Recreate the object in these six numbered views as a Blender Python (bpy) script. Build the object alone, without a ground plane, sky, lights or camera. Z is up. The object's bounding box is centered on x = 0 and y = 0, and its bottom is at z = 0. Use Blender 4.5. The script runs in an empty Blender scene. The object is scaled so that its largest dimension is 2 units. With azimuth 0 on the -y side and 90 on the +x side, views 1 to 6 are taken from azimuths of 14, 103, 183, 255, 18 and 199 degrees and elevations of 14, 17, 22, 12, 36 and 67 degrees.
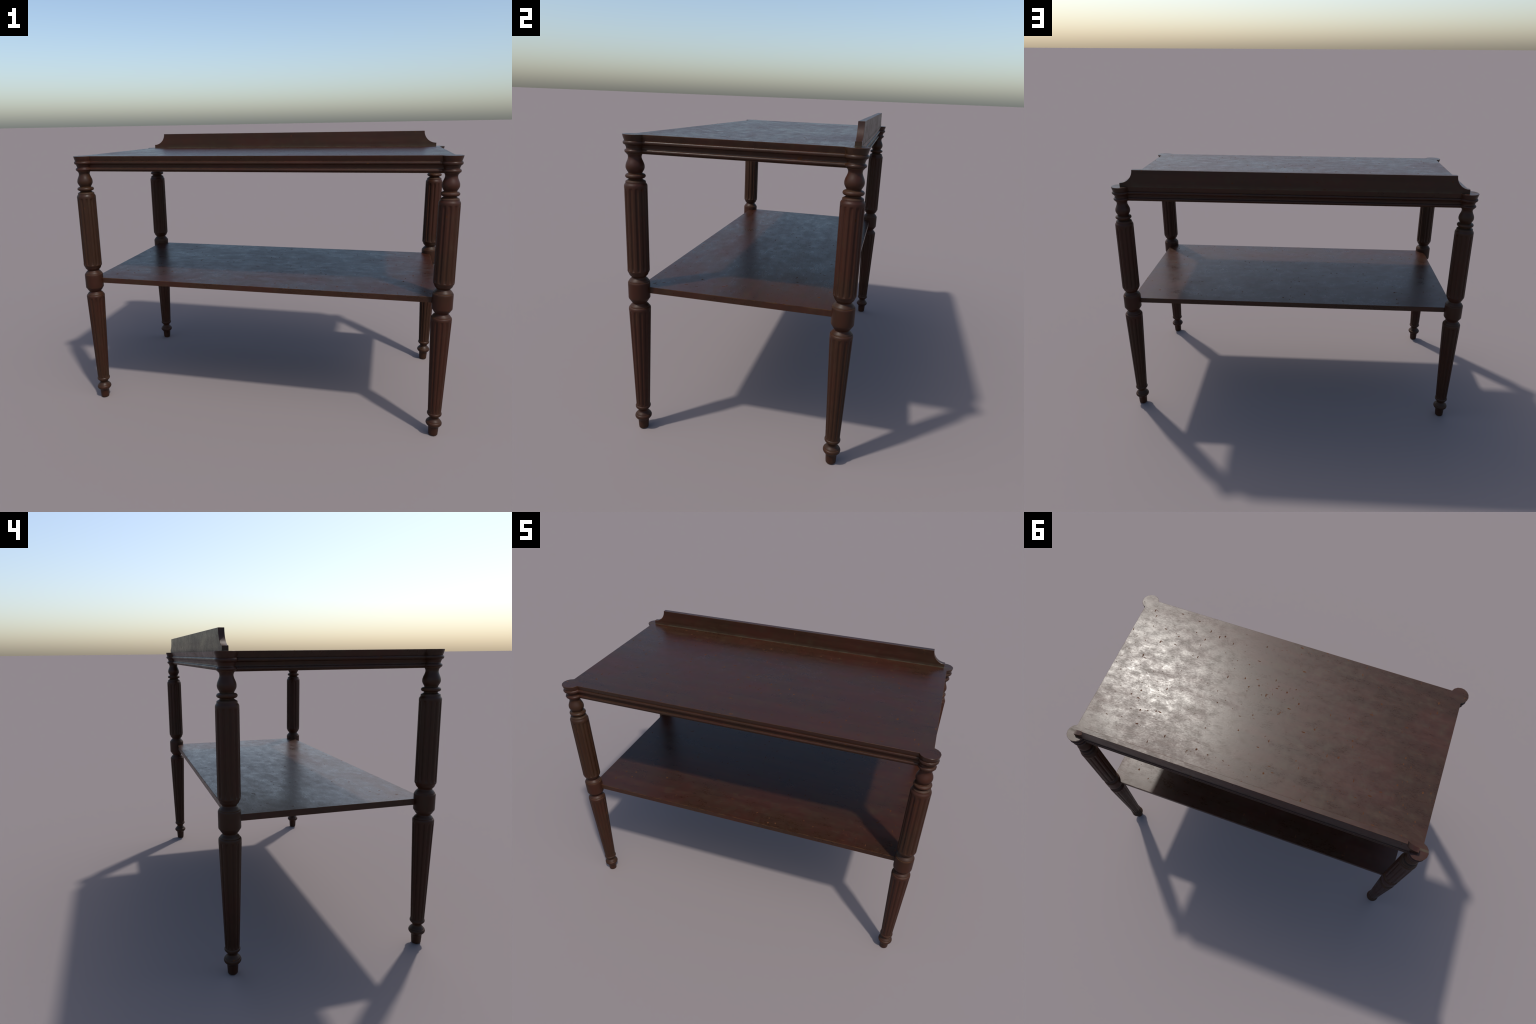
"""Two-tier mahogany side table: moulded top with round corners and a low
backboard, four turned and fluted legs, one plain lower shelf."""
import bpy, bmesh, math
from math import sin, cos, pi, sqrt

# ------------------------------------------------------------------ sizes (m)
LEG_X, LEG_Y = 0.950, 0.471          # leg axes
TOP_Z = 1.436                        # upper face of the table top
CORNER_R = 0.050                     # radius of the round corners at the top
EDGE_INSET = 0.034                   # straight edges lie this far inside the rounds
SHELF_X, SHELF_Y = 0.949, 0.469      # half sizes of the shelf
SHELF_Z0, SHELF_Z1 = 0.7193, 0.7490
BOARD_Y0, BOARD_Y1 = 0.4595, 0.4866  # backboard, front and back face
BOARD_TOP, BOARD_FOOT = 1.5305, 1.4572
BOARD_X, BOARD_FOOT_X = 0.8745, 0.9480
FLUTES = 12


# ------------------------------------------------------------------ materials
class Nodes:
    """Small helper around a node tree."""
    def __init__(self, mat):
        self.t = mat.node_tree
        self.n = self.t.nodes
        self.n.clear()

    def add(self, kind, ins=None, **props):
        node = self.n.new(kind)
        for k, v in props.items():
            setattr(node, k, v)
        for k, v in (ins or {}).items():
            if hasattr(v, "is_output"):
                self.t.links.new(v, node.inputs[k])
            else:
                node.inputs[k].default_value = v
        return node

    def math(self, op, a, b=0.0, c=0.0, clamp=False):
        nd = self.add("ShaderNodeMath", {0: a, 1: b, 2: c}, operation=op, use_clamp=clamp)
        return nd.outputs[0]

    def rng(self, v, a, b, lo=0.0, hi=1.0, smooth=True):
        nd = self.add("ShaderNodeMapRange",
                      {"Value": v, "From Min": a, "From Max": b, "To Min": lo, "To Max": hi},
                      interpolation_type="SMOOTHSTEP" if smooth else "LINEAR")
        return nd.outputs["Result"]

    def noise(self, vec, scale, detail=4.0, rough=0.55, distort=0.0):
        nd = self.add("ShaderNodeTexNoise",
                      {"Vector": vec, "Scale": scale, "Detail": detail,
                       "Roughness": rough, "Distortion": distort})
        return nd.outputs["Fac"]

    def mapped(self, vec, scale=(1, 1, 1), loc=(0, 0, 0), rot=(0, 0, 0)):
        return self.add("ShaderNodeMapping",
                        {"Vector": vec, "Scale": scale, "Location": loc, "Rotation": rot}).outputs[0]

    def mix(self, fac, a, b):
        nd = self.add("ShaderNodeMix", data_type="RGBA")
        for sock, v in ((nd.inputs[0], fac), (nd.inputs[6], a), (nd.inputs[7], b)):
            if hasattr(v, "is_output"):
                self.t.links.new(v, sock)
            else:
                sock.default_value = v
        return nd.outputs[2]


def rgb(r, g, b):
    return (r, g, b, 1.0)


FLAT = (0.0, 0.0, 0.0)
UPRIGHT = (pi / 2, 0.0, 0.0)
BASE = rgb(0.0285, 0.0118, 0.0058)
RED = rgb(0.0340, 0.0104, 0.0054)
UMBER = rgb(0.0330, 0.0172, 0.0076)
BARE = rgb(0.130, 0.050, 0.022)       # wood showing through chipped polish
WORN = rgb(0.085, 0.040, 0.018)       # rubbed edges
DUST = rgb(0.062, 0.052, 0.034)       # greyish dust settled in the joints


def mahogany(name, axis, rough=(0.30, 0.50), chips=1.0, wear=1.0, grain_bump=0.10,
             vary=False, dust=None, plane=None, figure=1.0, gloss=0.5, tone_gain=1.0, umber=0.75):
    """Dark polished mahogany. axis: 0,1,2 = direction of the grain; plane: the
    rotation that lays a flat board's face into x-y, None for turned work."""
    mat = bpy.data.materials.new(name)
    mat.use_nodes = True
    N = Nodes(mat)
    co = N.add("ShaderNodeTexCoord").outputs["Object"]
    if vary:                                   # every leg cut from another spot
        rnd = N.add("ShaderNodeObjectInfo").outputs["Random"]
        off = N.add("ShaderNodeCombineXYZ", {0: N.math("MULTIPLY", rnd, 7.0),
                                             1: N.math("MULTIPLY", rnd, 13.0),
                                             2: N.math("MULTIPLY", rnd, 5.0)}).outputs[0]
        tex = N.add("ShaderNodeVectorMath", {0: co, 1: off}, operation="ADD").outputs[0]
    else:
        tex = co
    along = [1.0, 1.0, 1.0]
    along[axis] = 0.06
    fine = [1.0, 1.0, 1.0]
    fine[axis] = 0.13
    streak_co = N.mapped(tex, tuple(along))
    semi = [1.0, 1.0, 1.0]
    semi[axis] = 0.75
    semi_co = N.mapped(tex, tuple(semi))

    fibre = N.noise(N.mapped(tex, tuple(fine)), 400.0, 3.0, 0.6)           # fine grain lines
    bands = N.noise(streak_co, 26.0, 3.0, 0.5, 0.4)       # broad figure
    clouds = N.noise(semi_co, 4.5, 5.0, 0.6)              # large soft patches
    patch = N.noise(semi_co, 21.0, 6.0, 0.62)             # mottled polish
    speck = N.noise(semi_co, 120.0, 3.0, 0.6)

    col = N.mix(N.rng(clouds, 0.40, 0.62), BASE, RED)
    col = N.mix(N.rng(patch, 0.50, 0.72, 0.0, umber), col, UMBER)
    tone = N.math("MULTIPLY_ADD", tone_gain, N.rng(bands, 0.3, 0.7, 1.0 - 0.12 * figure, 1.0 + 0.10 * figure),
                  N.rng(fibre, 0.3, 0.7, -0.08 * figure, 0.08 * figure))
    hsv = N.add("ShaderNodeHueSaturation", {"Color": col, "Value": tone})
    col = hsv.outputs["Color"]

    # chips: small cells picked at random, gathered where a broad noise is high
    warp = N.add("ShaderNodeTexNoise", {"Vector": tex, "Scale": 90.0, "Detail": 2.0})
    shaken = N.add("ShaderNodeVectorMath",
                   {0: tex, 1: N.add("ShaderNodeVectorMath",
                                     {0: warp.outputs["Color"], "Scale": 0.007},
                                     operation="SCALE").outputs[0]},
                   operation="ADD").outputs[0]
    dims = "3D"
    if plane is not None:
        shaken = N.mapped(shaken, rot=plane)
        dims = "2D"
    masks = []
    for scl, size, prob, stretch, rot in ((18.0, 0.130, 0.26, (1.3, 1, 1), 0.0),
                                          (15.0, 0.125, 0.24, (2.4, 0.8, 1), 0.5),
                                          (14.0, 0.125, 0.24, (0.8, 2.4, 1), -0.35),
                                          (46.0, 0.150, 0.22, (1, 1.4, 1), 0.2),
                                          (92.0, 0.160, 0.12, (1.5, 1, 1), -0.1)):
        vor = N.add("ShaderNodeTexVoronoi",
                    {"Vector": N.mapped(shaken, stretch, (scl * .37, scl * .11, scl * .05),
                                        (0, 0, rot)),
                     "Scale": scl, "Randomness": 1.0}, feature="F1", voronoi_dimensions=dims)
        pick = N.add("ShaderNodeSeparateColor", {0: vor.outputs["Color"]})
        gather = N.rng(N.noise(N.mapped(tex, loc=(scl, 0, 0)), 3.0, 2.0), 0.46, 0.66, 0.12, 1.3)
        keep = N.math("LESS_THAN", pick.outputs[0],
                      N.math("MULTIPLY", gather, prob * chips))
        size_r = N.rng(pick.outputs[1], 0.0, 1.0, size * 0.45, size, smooth=False)
        inside = N.math("LESS_THAN", vor.outputs["Distance"], size_r)
        masks.append(N.math("MULTIPLY", keep, inside))
    chip = masks[0]
    for m in masks[1:]:
        chip = N.math("MAXIMUM", chip, m)
    geo = N.add("ShaderNodeNewGeometry")
    if plane is not None:                      # chips lie on the broad faces only
        face = N.add("ShaderNodeSeparateXYZ", {0: geo.outputs["Normal"]})
        broad = N.math("ABSOLUTE", face.outputs[2 if plane == FLAT else 1])
        chip = N.math("MULTIPLY", chip, N.math("GREATER_THAN", broad, 0.7))
    bare = N.mix(N.rng(speck, 0.35, 0.65), BARE, WORN)
    bare = N.mix(N.rng(clouds, 0.35, 0.65, 0.0, 0.5), bare, RED)
    col = N.mix(N.math("MULTIPLY", chip, 0.62), col, bare)

    # rubbed edges: where a rounded normal leaves the true one
    bev = N.add("ShaderNodeBevel", {"Radius": 0.0045}, samples=6)
    dot = N.add("ShaderNodeVectorMath", {0: bev.outputs[0], 1: geo.outputs["Normal"]},
                operation="DOT_PRODUCT").outputs["Value"]
    edge = N.rng(dot, 0.985, 0.86)
    rub = N.math("MULTIPLY", edge, N.rng(N.noise(tex, 34.0, 4.0), 0.36, 0.56))
    rub = N.math("MULTIPLY", rub, 0.80 * wear, clamp=True)
    if vary:                                   # turned ridges are rubbed brighter
        ridge = N.rng(geo.outputs["Pointiness"], 0.515, 0.57)
        ridge = N.math("MULTIPLY", ridge, N.rng(N.noise(tex, 30.0, 4.0), 0.40, 0.62, 0.0, 0.65))
        rub = N.math("MAXIMUM", rub, ridge)
    col = N.mix(rub, col, WORN)

    rough_v = N.rng(N.math("ADD", N.math("MULTIPLY_ADD", bands, 0.14, N.math("MULTIPLY", patch, 0.48)),
                           N.math("MULTIPLY", clouds, 0.38)), 0.36, 0.64, rough[0], rough[1])
    rough_v = N.math("ADD", rough_v, N.rng(speck, 0.3, 0.7, -0.02, 0.02))
    rough_v = N.math("ADD", rough_v, N.rng(fibre, 0.3, 0.7, -0.035, 0.035))
    worn = N.math("MAXIMUM", chip, rub)

    if dust is not None:                       # dust bands: (axis, start, end) fading out
        sep = N.add("ShaderNodeSeparateXYZ", {0: co})
        total = None
        for ax, a, b, amount in dust:          # full at a, gone at b (and beyond 2a-b)
            far = N.math("ABSOLUTE", N.math("SUBTRACT", sep.outputs[ax], a))
            m = N.rng(far, abs(b - a) * 0.35, abs(b - a), amount, 0.0)
            if total is None:
                total = m
            else:
                total = N.math("MAXIMUM", total, m)
        total = N.math("MULTIPLY", total, N.rng(N.noise(tex, 22.0, 5.0), 0.30, 0.62, 0.25, 1.0))
        if plane == FLAT:
            total = N.math("MULTIPLY", total, N.math("GREATER_THAN", broad, 0.7))
        col = N.mix(total, col, DUST)
        worn = N.math("MAXIMUM", worn, total)
    rough_v = N.math("MULTIPLY_ADD", worn, 0.25, rough_v, clamp=True)

    height = N.math("MULTIPLY", fibre, 0.55)
    height = N.math("ADD", height, N.math("MULTIPLY", speck, 0.35))
    height = N.math("SUBTRACT", height, N.math("MULTIPLY", chip, 0.9))
    bump = N.add("ShaderNodeBump", {"Height": height, "Strength": grain_bump,
                                    "Distance": 0.0012})
    bsdf = N.add("ShaderNodeBsdfPrincipled",
                 {"Base Color": col, "Roughness": rough_v, "Normal": bump.outputs[0],
                  "IOR": 1.5,
                  "Specular IOR Level": N.math("MULTIPLY_ADD", worn, -0.8 * gloss, gloss)})
    out = N.add("ShaderNodeOutputMaterial")
    N.t.links.new(bsdf.outputs[0], out.inputs[0])
    return mat


# ------------------------------------------------------------------ mesh tools
def finish(bm, name, mat, parent, angle=32.0):
    bmesh.ops.recalc_face_normals(bm, faces=bm.faces[:])
    limit = math.radians(angle)
    for f in bm.faces:
        f.smooth = True
    for e in bm.edges:
        e.smooth = not (len(e.link_faces) == 2 and e.calc_face_angle(0.0) > limit)
    me = bpy.data.meshes.new(name)
    bm.to_mesh(me)
    bm.free()
    me.materials.append(mat)
    ob = bpy.data.objects.new(name, me)
    bpy.context.collection.objects.link(ob)
    ob.parent = parent
    return ob


def corner_outline(r, steps=10):
    """Rectangle whose corners carry round discs of radius r: the plan of the
    top at one height. Straight edges lie EDGE_INSET inside the discs."""
    e = r - EDGE_INSET
    reach = sqrt(max(r * r - e * e, 1e-9))
    a0 = math.atan2(e, -reach)            # where a disc meets the y-edge
    a1 = math.atan2(-reach, e)            # ... and the x-edge
    pts = []
    arc = [a1 + (a0 - a1) * i / steps for i in range(steps + 1)]
    for sx, sy in ((1, 1), (-1, 1), (-1, -1), (1, -1)):
        seq = arc if sx * sy > 0 else arc[::-1]
        for a in seq:
            pts.append((sx * (LEG_X + r * cos(a)), sy * (LEG_Y + r * sin(a))))
    return pts


def loft_outline(levels, name, mat, parent):
    """Stack of outlines (z, r), closed at both ends."""
    bm = bmesh.new()
    rings = [[bm.verts.new((x, y, z)) for x, y in corner_outline(r)] for z, r in levels]
    n = len(rings[0])
    for lo, hi in zip(rings, rings[1:]):
        for i in range(n):
            j = (i + 1) % n
            bm.faces.new((lo[i], lo[j], hi[j], hi[i]))
    m = n // 4                            # points per corner
    for ring in (rings[0], rings[-1]):    # caps: four round ears and the field between
        for c in range(4):
            bm.faces.new(ring[c * m:(c + 1) * m])
        bm.faces.new([ring[c * m + k] for c in range(4) for k in (0, m - 1)])
    return finish(bm, name, mat, parent)


def bead(z, half, r_in, r_out, steps=6):
    """Half-round moulding as profile points, top to bottom."""
    return [(z + half * cos(pi * i / steps), r_in + (r_out - r_in) * sin(pi * i / steps))
            for i in range(steps + 1)]


# ------------------------------------------------------------------ leg profile
def leg_profile():
    """(z, r) from top to bottom, and the two fluted runs."""
    p = [(1.3620, 0.0350), (1.3560, 0.0345), (1.3520, 0.0322), (1.3470, 0.0298),
         (1.3420, 0.0288), (1.3360, 0.0291), (1.3290, 0.0312), (1.3220, 0.0342),
         (1.3150, 0.0372), (1.3080, 0.0394), (1.3010, 0.0404), (1.2940, 0.0402),
         (1.2880, 0.0386), (1.2820, 0.0355), (1.2770, 0.0324), (1.2725, 0.0302),
         (1.2698, 0.0300)]
    p += bead(1.2588, 0.0102, 0.0318, 0.0440, 8)
    p += [(1.2470, 0.0303), (1.2445, 0.0301), (1.2418, 0.0345), (1.2385, 0.0402),
          (1.2368, 0.0428), (1.2352, 0.0434), (1.2300, 0.0436), (1.2288, 0.0438),
          (1.2240, 0.0474), (1.2205, 0.0492), (1.2180, 0.0499), (1.2120, 0.0502)]
    upper = (1.2065, 0.8300)
    steps = 24
    p += [(1.2065 + (0.8300 - 1.2065) * i / steps, 0.0502 - 0.0002 * i / steps)
          for i in range(steps + 1)]
    p += [(0.8262, 0.0494), (0.8225, 0.0484), (0.8188, 0.0456), (0.8172, 0.0449),
          (0.8110, 0.0432), (0.8060, 0.0402), (0.8015, 0.0360), (0.7980, 0.0328),
          (0.7955, 0.0321), (0.7930, 0.0328), (0.7900, 0.0358), (0.7860, 0.0398),
          (0.7820, 0.0431), (0.7790, 0.0450), (0.7770, 0.0455), (0.7755, 0.0456), (0.7750, 0.0478),
          (0.7735, 0.0483), (0.7708, 0.0497), (0.7690, 0.0499), (0.7600, 0.0499),
          (0.7280, 0.0497), (0.6990, 0.0496), (0.6950, 0.0490), (0.6915, 0.0468),
          (0.6890, 0.0446), (0.6868, 0.0437), (0.6845, 0.0422), (0.6800, 0.0396),
          (0.6750, 0.0358), (0.6715, 0.0326), (0.6690, 0.0320), (0.6665, 0.0333),
          (0.6630, 0.0374), (0.6590, 0.0412), (0.6555, 0.0435), (0.6535, 0.0441), (0.6520, 0.0442),
          (0.6514, 0.0466), (0.6495, 0.0484), (0.6465, 0.0498), (0.6420, 0.0503)]
    lower = (0.6360, 0.1340)
    steps = 28
    p += [(0.6360 + (0.1340 - 0.6360) * i / steps,
           0.0504 + (0.0332 - 0.0504) * i / steps) for i in range(steps + 1)]
    p += [(0.1290, 0.0330), (0.1270, 0.0352), (0.1240, 0.0363), (0.1190, 0.0363),
          (0.1155, 0.0350), (0.1115, 0.0318), (0.1070, 0.0276), (0.1030, 0.0240),
          (0.0990, 0.0223), (0.0945, 0.0224), (0.0905, 0.0250), (0.0865, 0.0289),
          (0.0825, 0.0325), (0.0798, 0.0341), (0.0785, 0.0344), (0.0777, 0.0346), (0.0771, 0.0370),
          (0.0740, 0.0388), (0.0705, 0.0400), (0.0665, 0.0402), (0.0625, 0.0392),
          (0.0585, 0.0368), (0.0545, 0.0334), (0.0510, 0.0300), (0.0480, 0.0268),
          (0.0460, 0.0260), (0.0300, 0.0250), (0.0100, 0.0238), (0.0030, 0.0232),
          (0.0, 0.0212)]
    return p, (upper, lower)


def flute_depth(z, runs):
    """0 outside the fluted runs, easing in at their ends."""
    best = 0.0
    for top, bottom in runs:
        if bottom <= z <= top:
            t = min(top - z, z - bottom) / 0.016
            best = max(best, sqrt(min(1.0, t)))
    return best


def build_leg_mesh(mat):
    prof, runs = leg_profile()
    # extra rings where the flutes run out, so that their ends are round
    extra = []
    for top, bottom in runs:
        for d in (0.0008, 0.002, 0.004, 0.007, 0.011, 0.016):
            extra += [top - d, bottom + d]
    for z in extra:
        for (za, ra), (zb, rb) in zip(prof, prof[1:]):
            if zb < z < za and za - z > 1e-5 and z - zb > 1e-5:
                prof.insert(prof.index((zb, rb)), (z, ra + (rb - ra) * (za - z) / (za - zb)))
                break
    per = 12
    segs = FLUTES * per
    bm = bmesh.new()
    rings = []
    for z, r in prof:
        d = flute_depth(z, runs)
        ring = []
        for k in range(segs):
            ph = (k % per) / per                       # 0..1 across one reed
            u = min(ph, 1.0 - ph) / 0.27               # groove sits at ph = 0
            g = (1.0 - u * u) if u < 1.0 else 0.0
            rr = r - d * 0.0042 * (r / 0.05) * g
            a = 2 * pi * k / segs
            ring.append(bm.verts.new((rr * cos(a), rr * sin(a), z)))
        rings.append(ring)
    for hi, lo in zip(rings, rings[1:]):
        for k in range(segs):
            j = (k + 1) % segs
            bm.faces.new((lo[k], lo[j], hi[j], hi[k]))
    bm.faces.new(rings[0])
    bm.faces.new(rings[-1][::-1])
    return bm


# ------------------------------------------------------------------ build
table = bpy.data.objects.new("side_table", None)
bpy.context.collection.objects.link(table)
table["label"] = "dark mahogany two-tier side table with fluted turned legs"
table["category"] = "side table"

top_mat = mahogany("polished_mahogany_top", 0, rough=(0.27, 0.41), plane=FLAT, gloss=0.27, chips=0.6,
                   grain_bump=0.11, dust=((1, BOARD_Y0, BOARD_Y0 - 0.009, 0.75),))
shelf_mat = mahogany("polished_mahogany_shelf", 0, rough=(0.27, 0.41), plane=FLAT, chips=0.5,
                     gloss=0.30, grain_bump=0.11)
mould_mat = mahogany("mahogany_moulding", 0, rough=(0.36, 0.48), chips=0.6, grain_bump=0.06,
                     gloss=0.22, umber=0.5)
board_mat = mahogany("mahogany_backboard", 0, rough=(0.31, 0.45), chips=0.5, plane=UPRIGHT, gloss=0.28,
                     dust=((2, TOP_Z, TOP_Z + 0.022, 0.24), (2, TOP_Z, TOP_Z + 0.007, 0.65)))
# dust lies on the ledges of the turnings
ledges = ((2, 1.2410, 1.2520, 0.24), (2, 1.2690, 1.2760, 0.20), (2, 0.7850, 0.7970, 0.16),
          (2, 0.6590, 0.6700, 0.16), (2, 0.0850, 0.0960, 0.10))
leg_mat = mahogany("turned_mahogany", 2, rough=(0.38, 0.50), chips=0.5, grain_bump=0.05,
                   vary=True, figure=0.5, dust=ledges, gloss=0.20, tone_gain=1.02, umber=0.40)

# top board: round corners flare towards the upper edge
slab = [(1.4092, 0.0432), (1.4120, 0.0438), (1.4160, 0.0450), (1.4210, 0.0466),
        (1.4270, 0.0484), (1.4320, 0.0495), (1.4352, 0.0499), (TOP_Z, 0.0490)]
loft_outline(slab, "tabletop", top_mat, table)

# apron: two half-round beads with a hollow between them, mitred into the corners
apron = [(1.4096, 0.0425)] + bead(1.4010, 0.0080, 0.0432, 0.0488, 8)
apron += [(1.3915, 0.0414), (1.3880, 0.0391), (1.3835, 0.0371), (1.3790, 0.0359),
          (1.3750, 0.0357)]
apron += bead(1.3652, 0.0078, 0.0368, 0.0434, 8)
apron += [(1.3560, 0.0364), (1.3538, 0.0362)]
loft_outline(apron[::-1], "apron", mould_mat, table)

# backboard: low board with a quarter-round hollow at each end
prof = [(BOARD_FOOT_X, TOP_Z - 0.0012), (BOARD_FOOT_X, BOARD_FOOT)]
rx, rz = BOARD_FOOT_X - BOARD_X, BOARD_TOP - BOARD_FOOT
arc_n = 14
prof += [(BOARD_FOOT_X - rx * sin(pi / 2 * i / arc_n), BOARD_TOP - rz * cos(pi / 2 * i / arc_n))
         for i in range(1, arc_n + 1)]
full = prof + [(-x, z) for x, z in prof[::-1]]
bm = bmesh.new()
front = [bm.verts.new((x, BOARD_Y0, z)) for x, z in full]
face = bm.faces.new(front)
ext = bmesh.ops.extrude_face_region(bm, geom=[face])
for v in ext["geom"]:
    if isinstance(v, bmesh.types.BMVert):
        v.co.y = BOARD_Y1
bmesh.ops.bevel(bm, geom=[e for e in bm.edges if e.calc_face_angle(0) > 0.9],
                offset=0.0009, segments=1, affect="EDGES")
bmesh.ops.triangulate(bm, faces=[f for f in bm.faces if len(f.verts) > 4])
finish(bm, "backboard", board_mat, table)

# shelf
bm = bmesh.new()
bmesh.ops.create_cube(bm, size=1.0)
for v in bm.verts:
    v.co.x *= 2 * SHELF_X
    v.co.y *= 2 * SHELF_Y
    v.co.z = SHELF_Z0 + (v.co.z + 0.5) * (SHELF_Z1 - SHELF_Z0)
bmesh.ops.bevel(bm, geom=bm.edges[:], offset=0.0012, segments=2, affect="EDGES")
finish(bm, "shelf", shelf_mat, table)

# legs: one turning, shared by four
first = finish(build_leg_mesh(leg_mat), "leg", leg_mat, table, angle=50.0)
places = [(1, -1), (1, 1), (-1, 1), (-1, -1)]
for i, (sx, sy) in enumerate(places):
    ob = first if i == 0 else first.copy()
    if i:
        bpy.context.collection.objects.link(ob)
        ob.parent = table
    ob.location = (sx * LEG_X, sy * LEG_Y, 0.0)
    ob.rotation_euler = (0.0, 0.0, i * pi / 2)
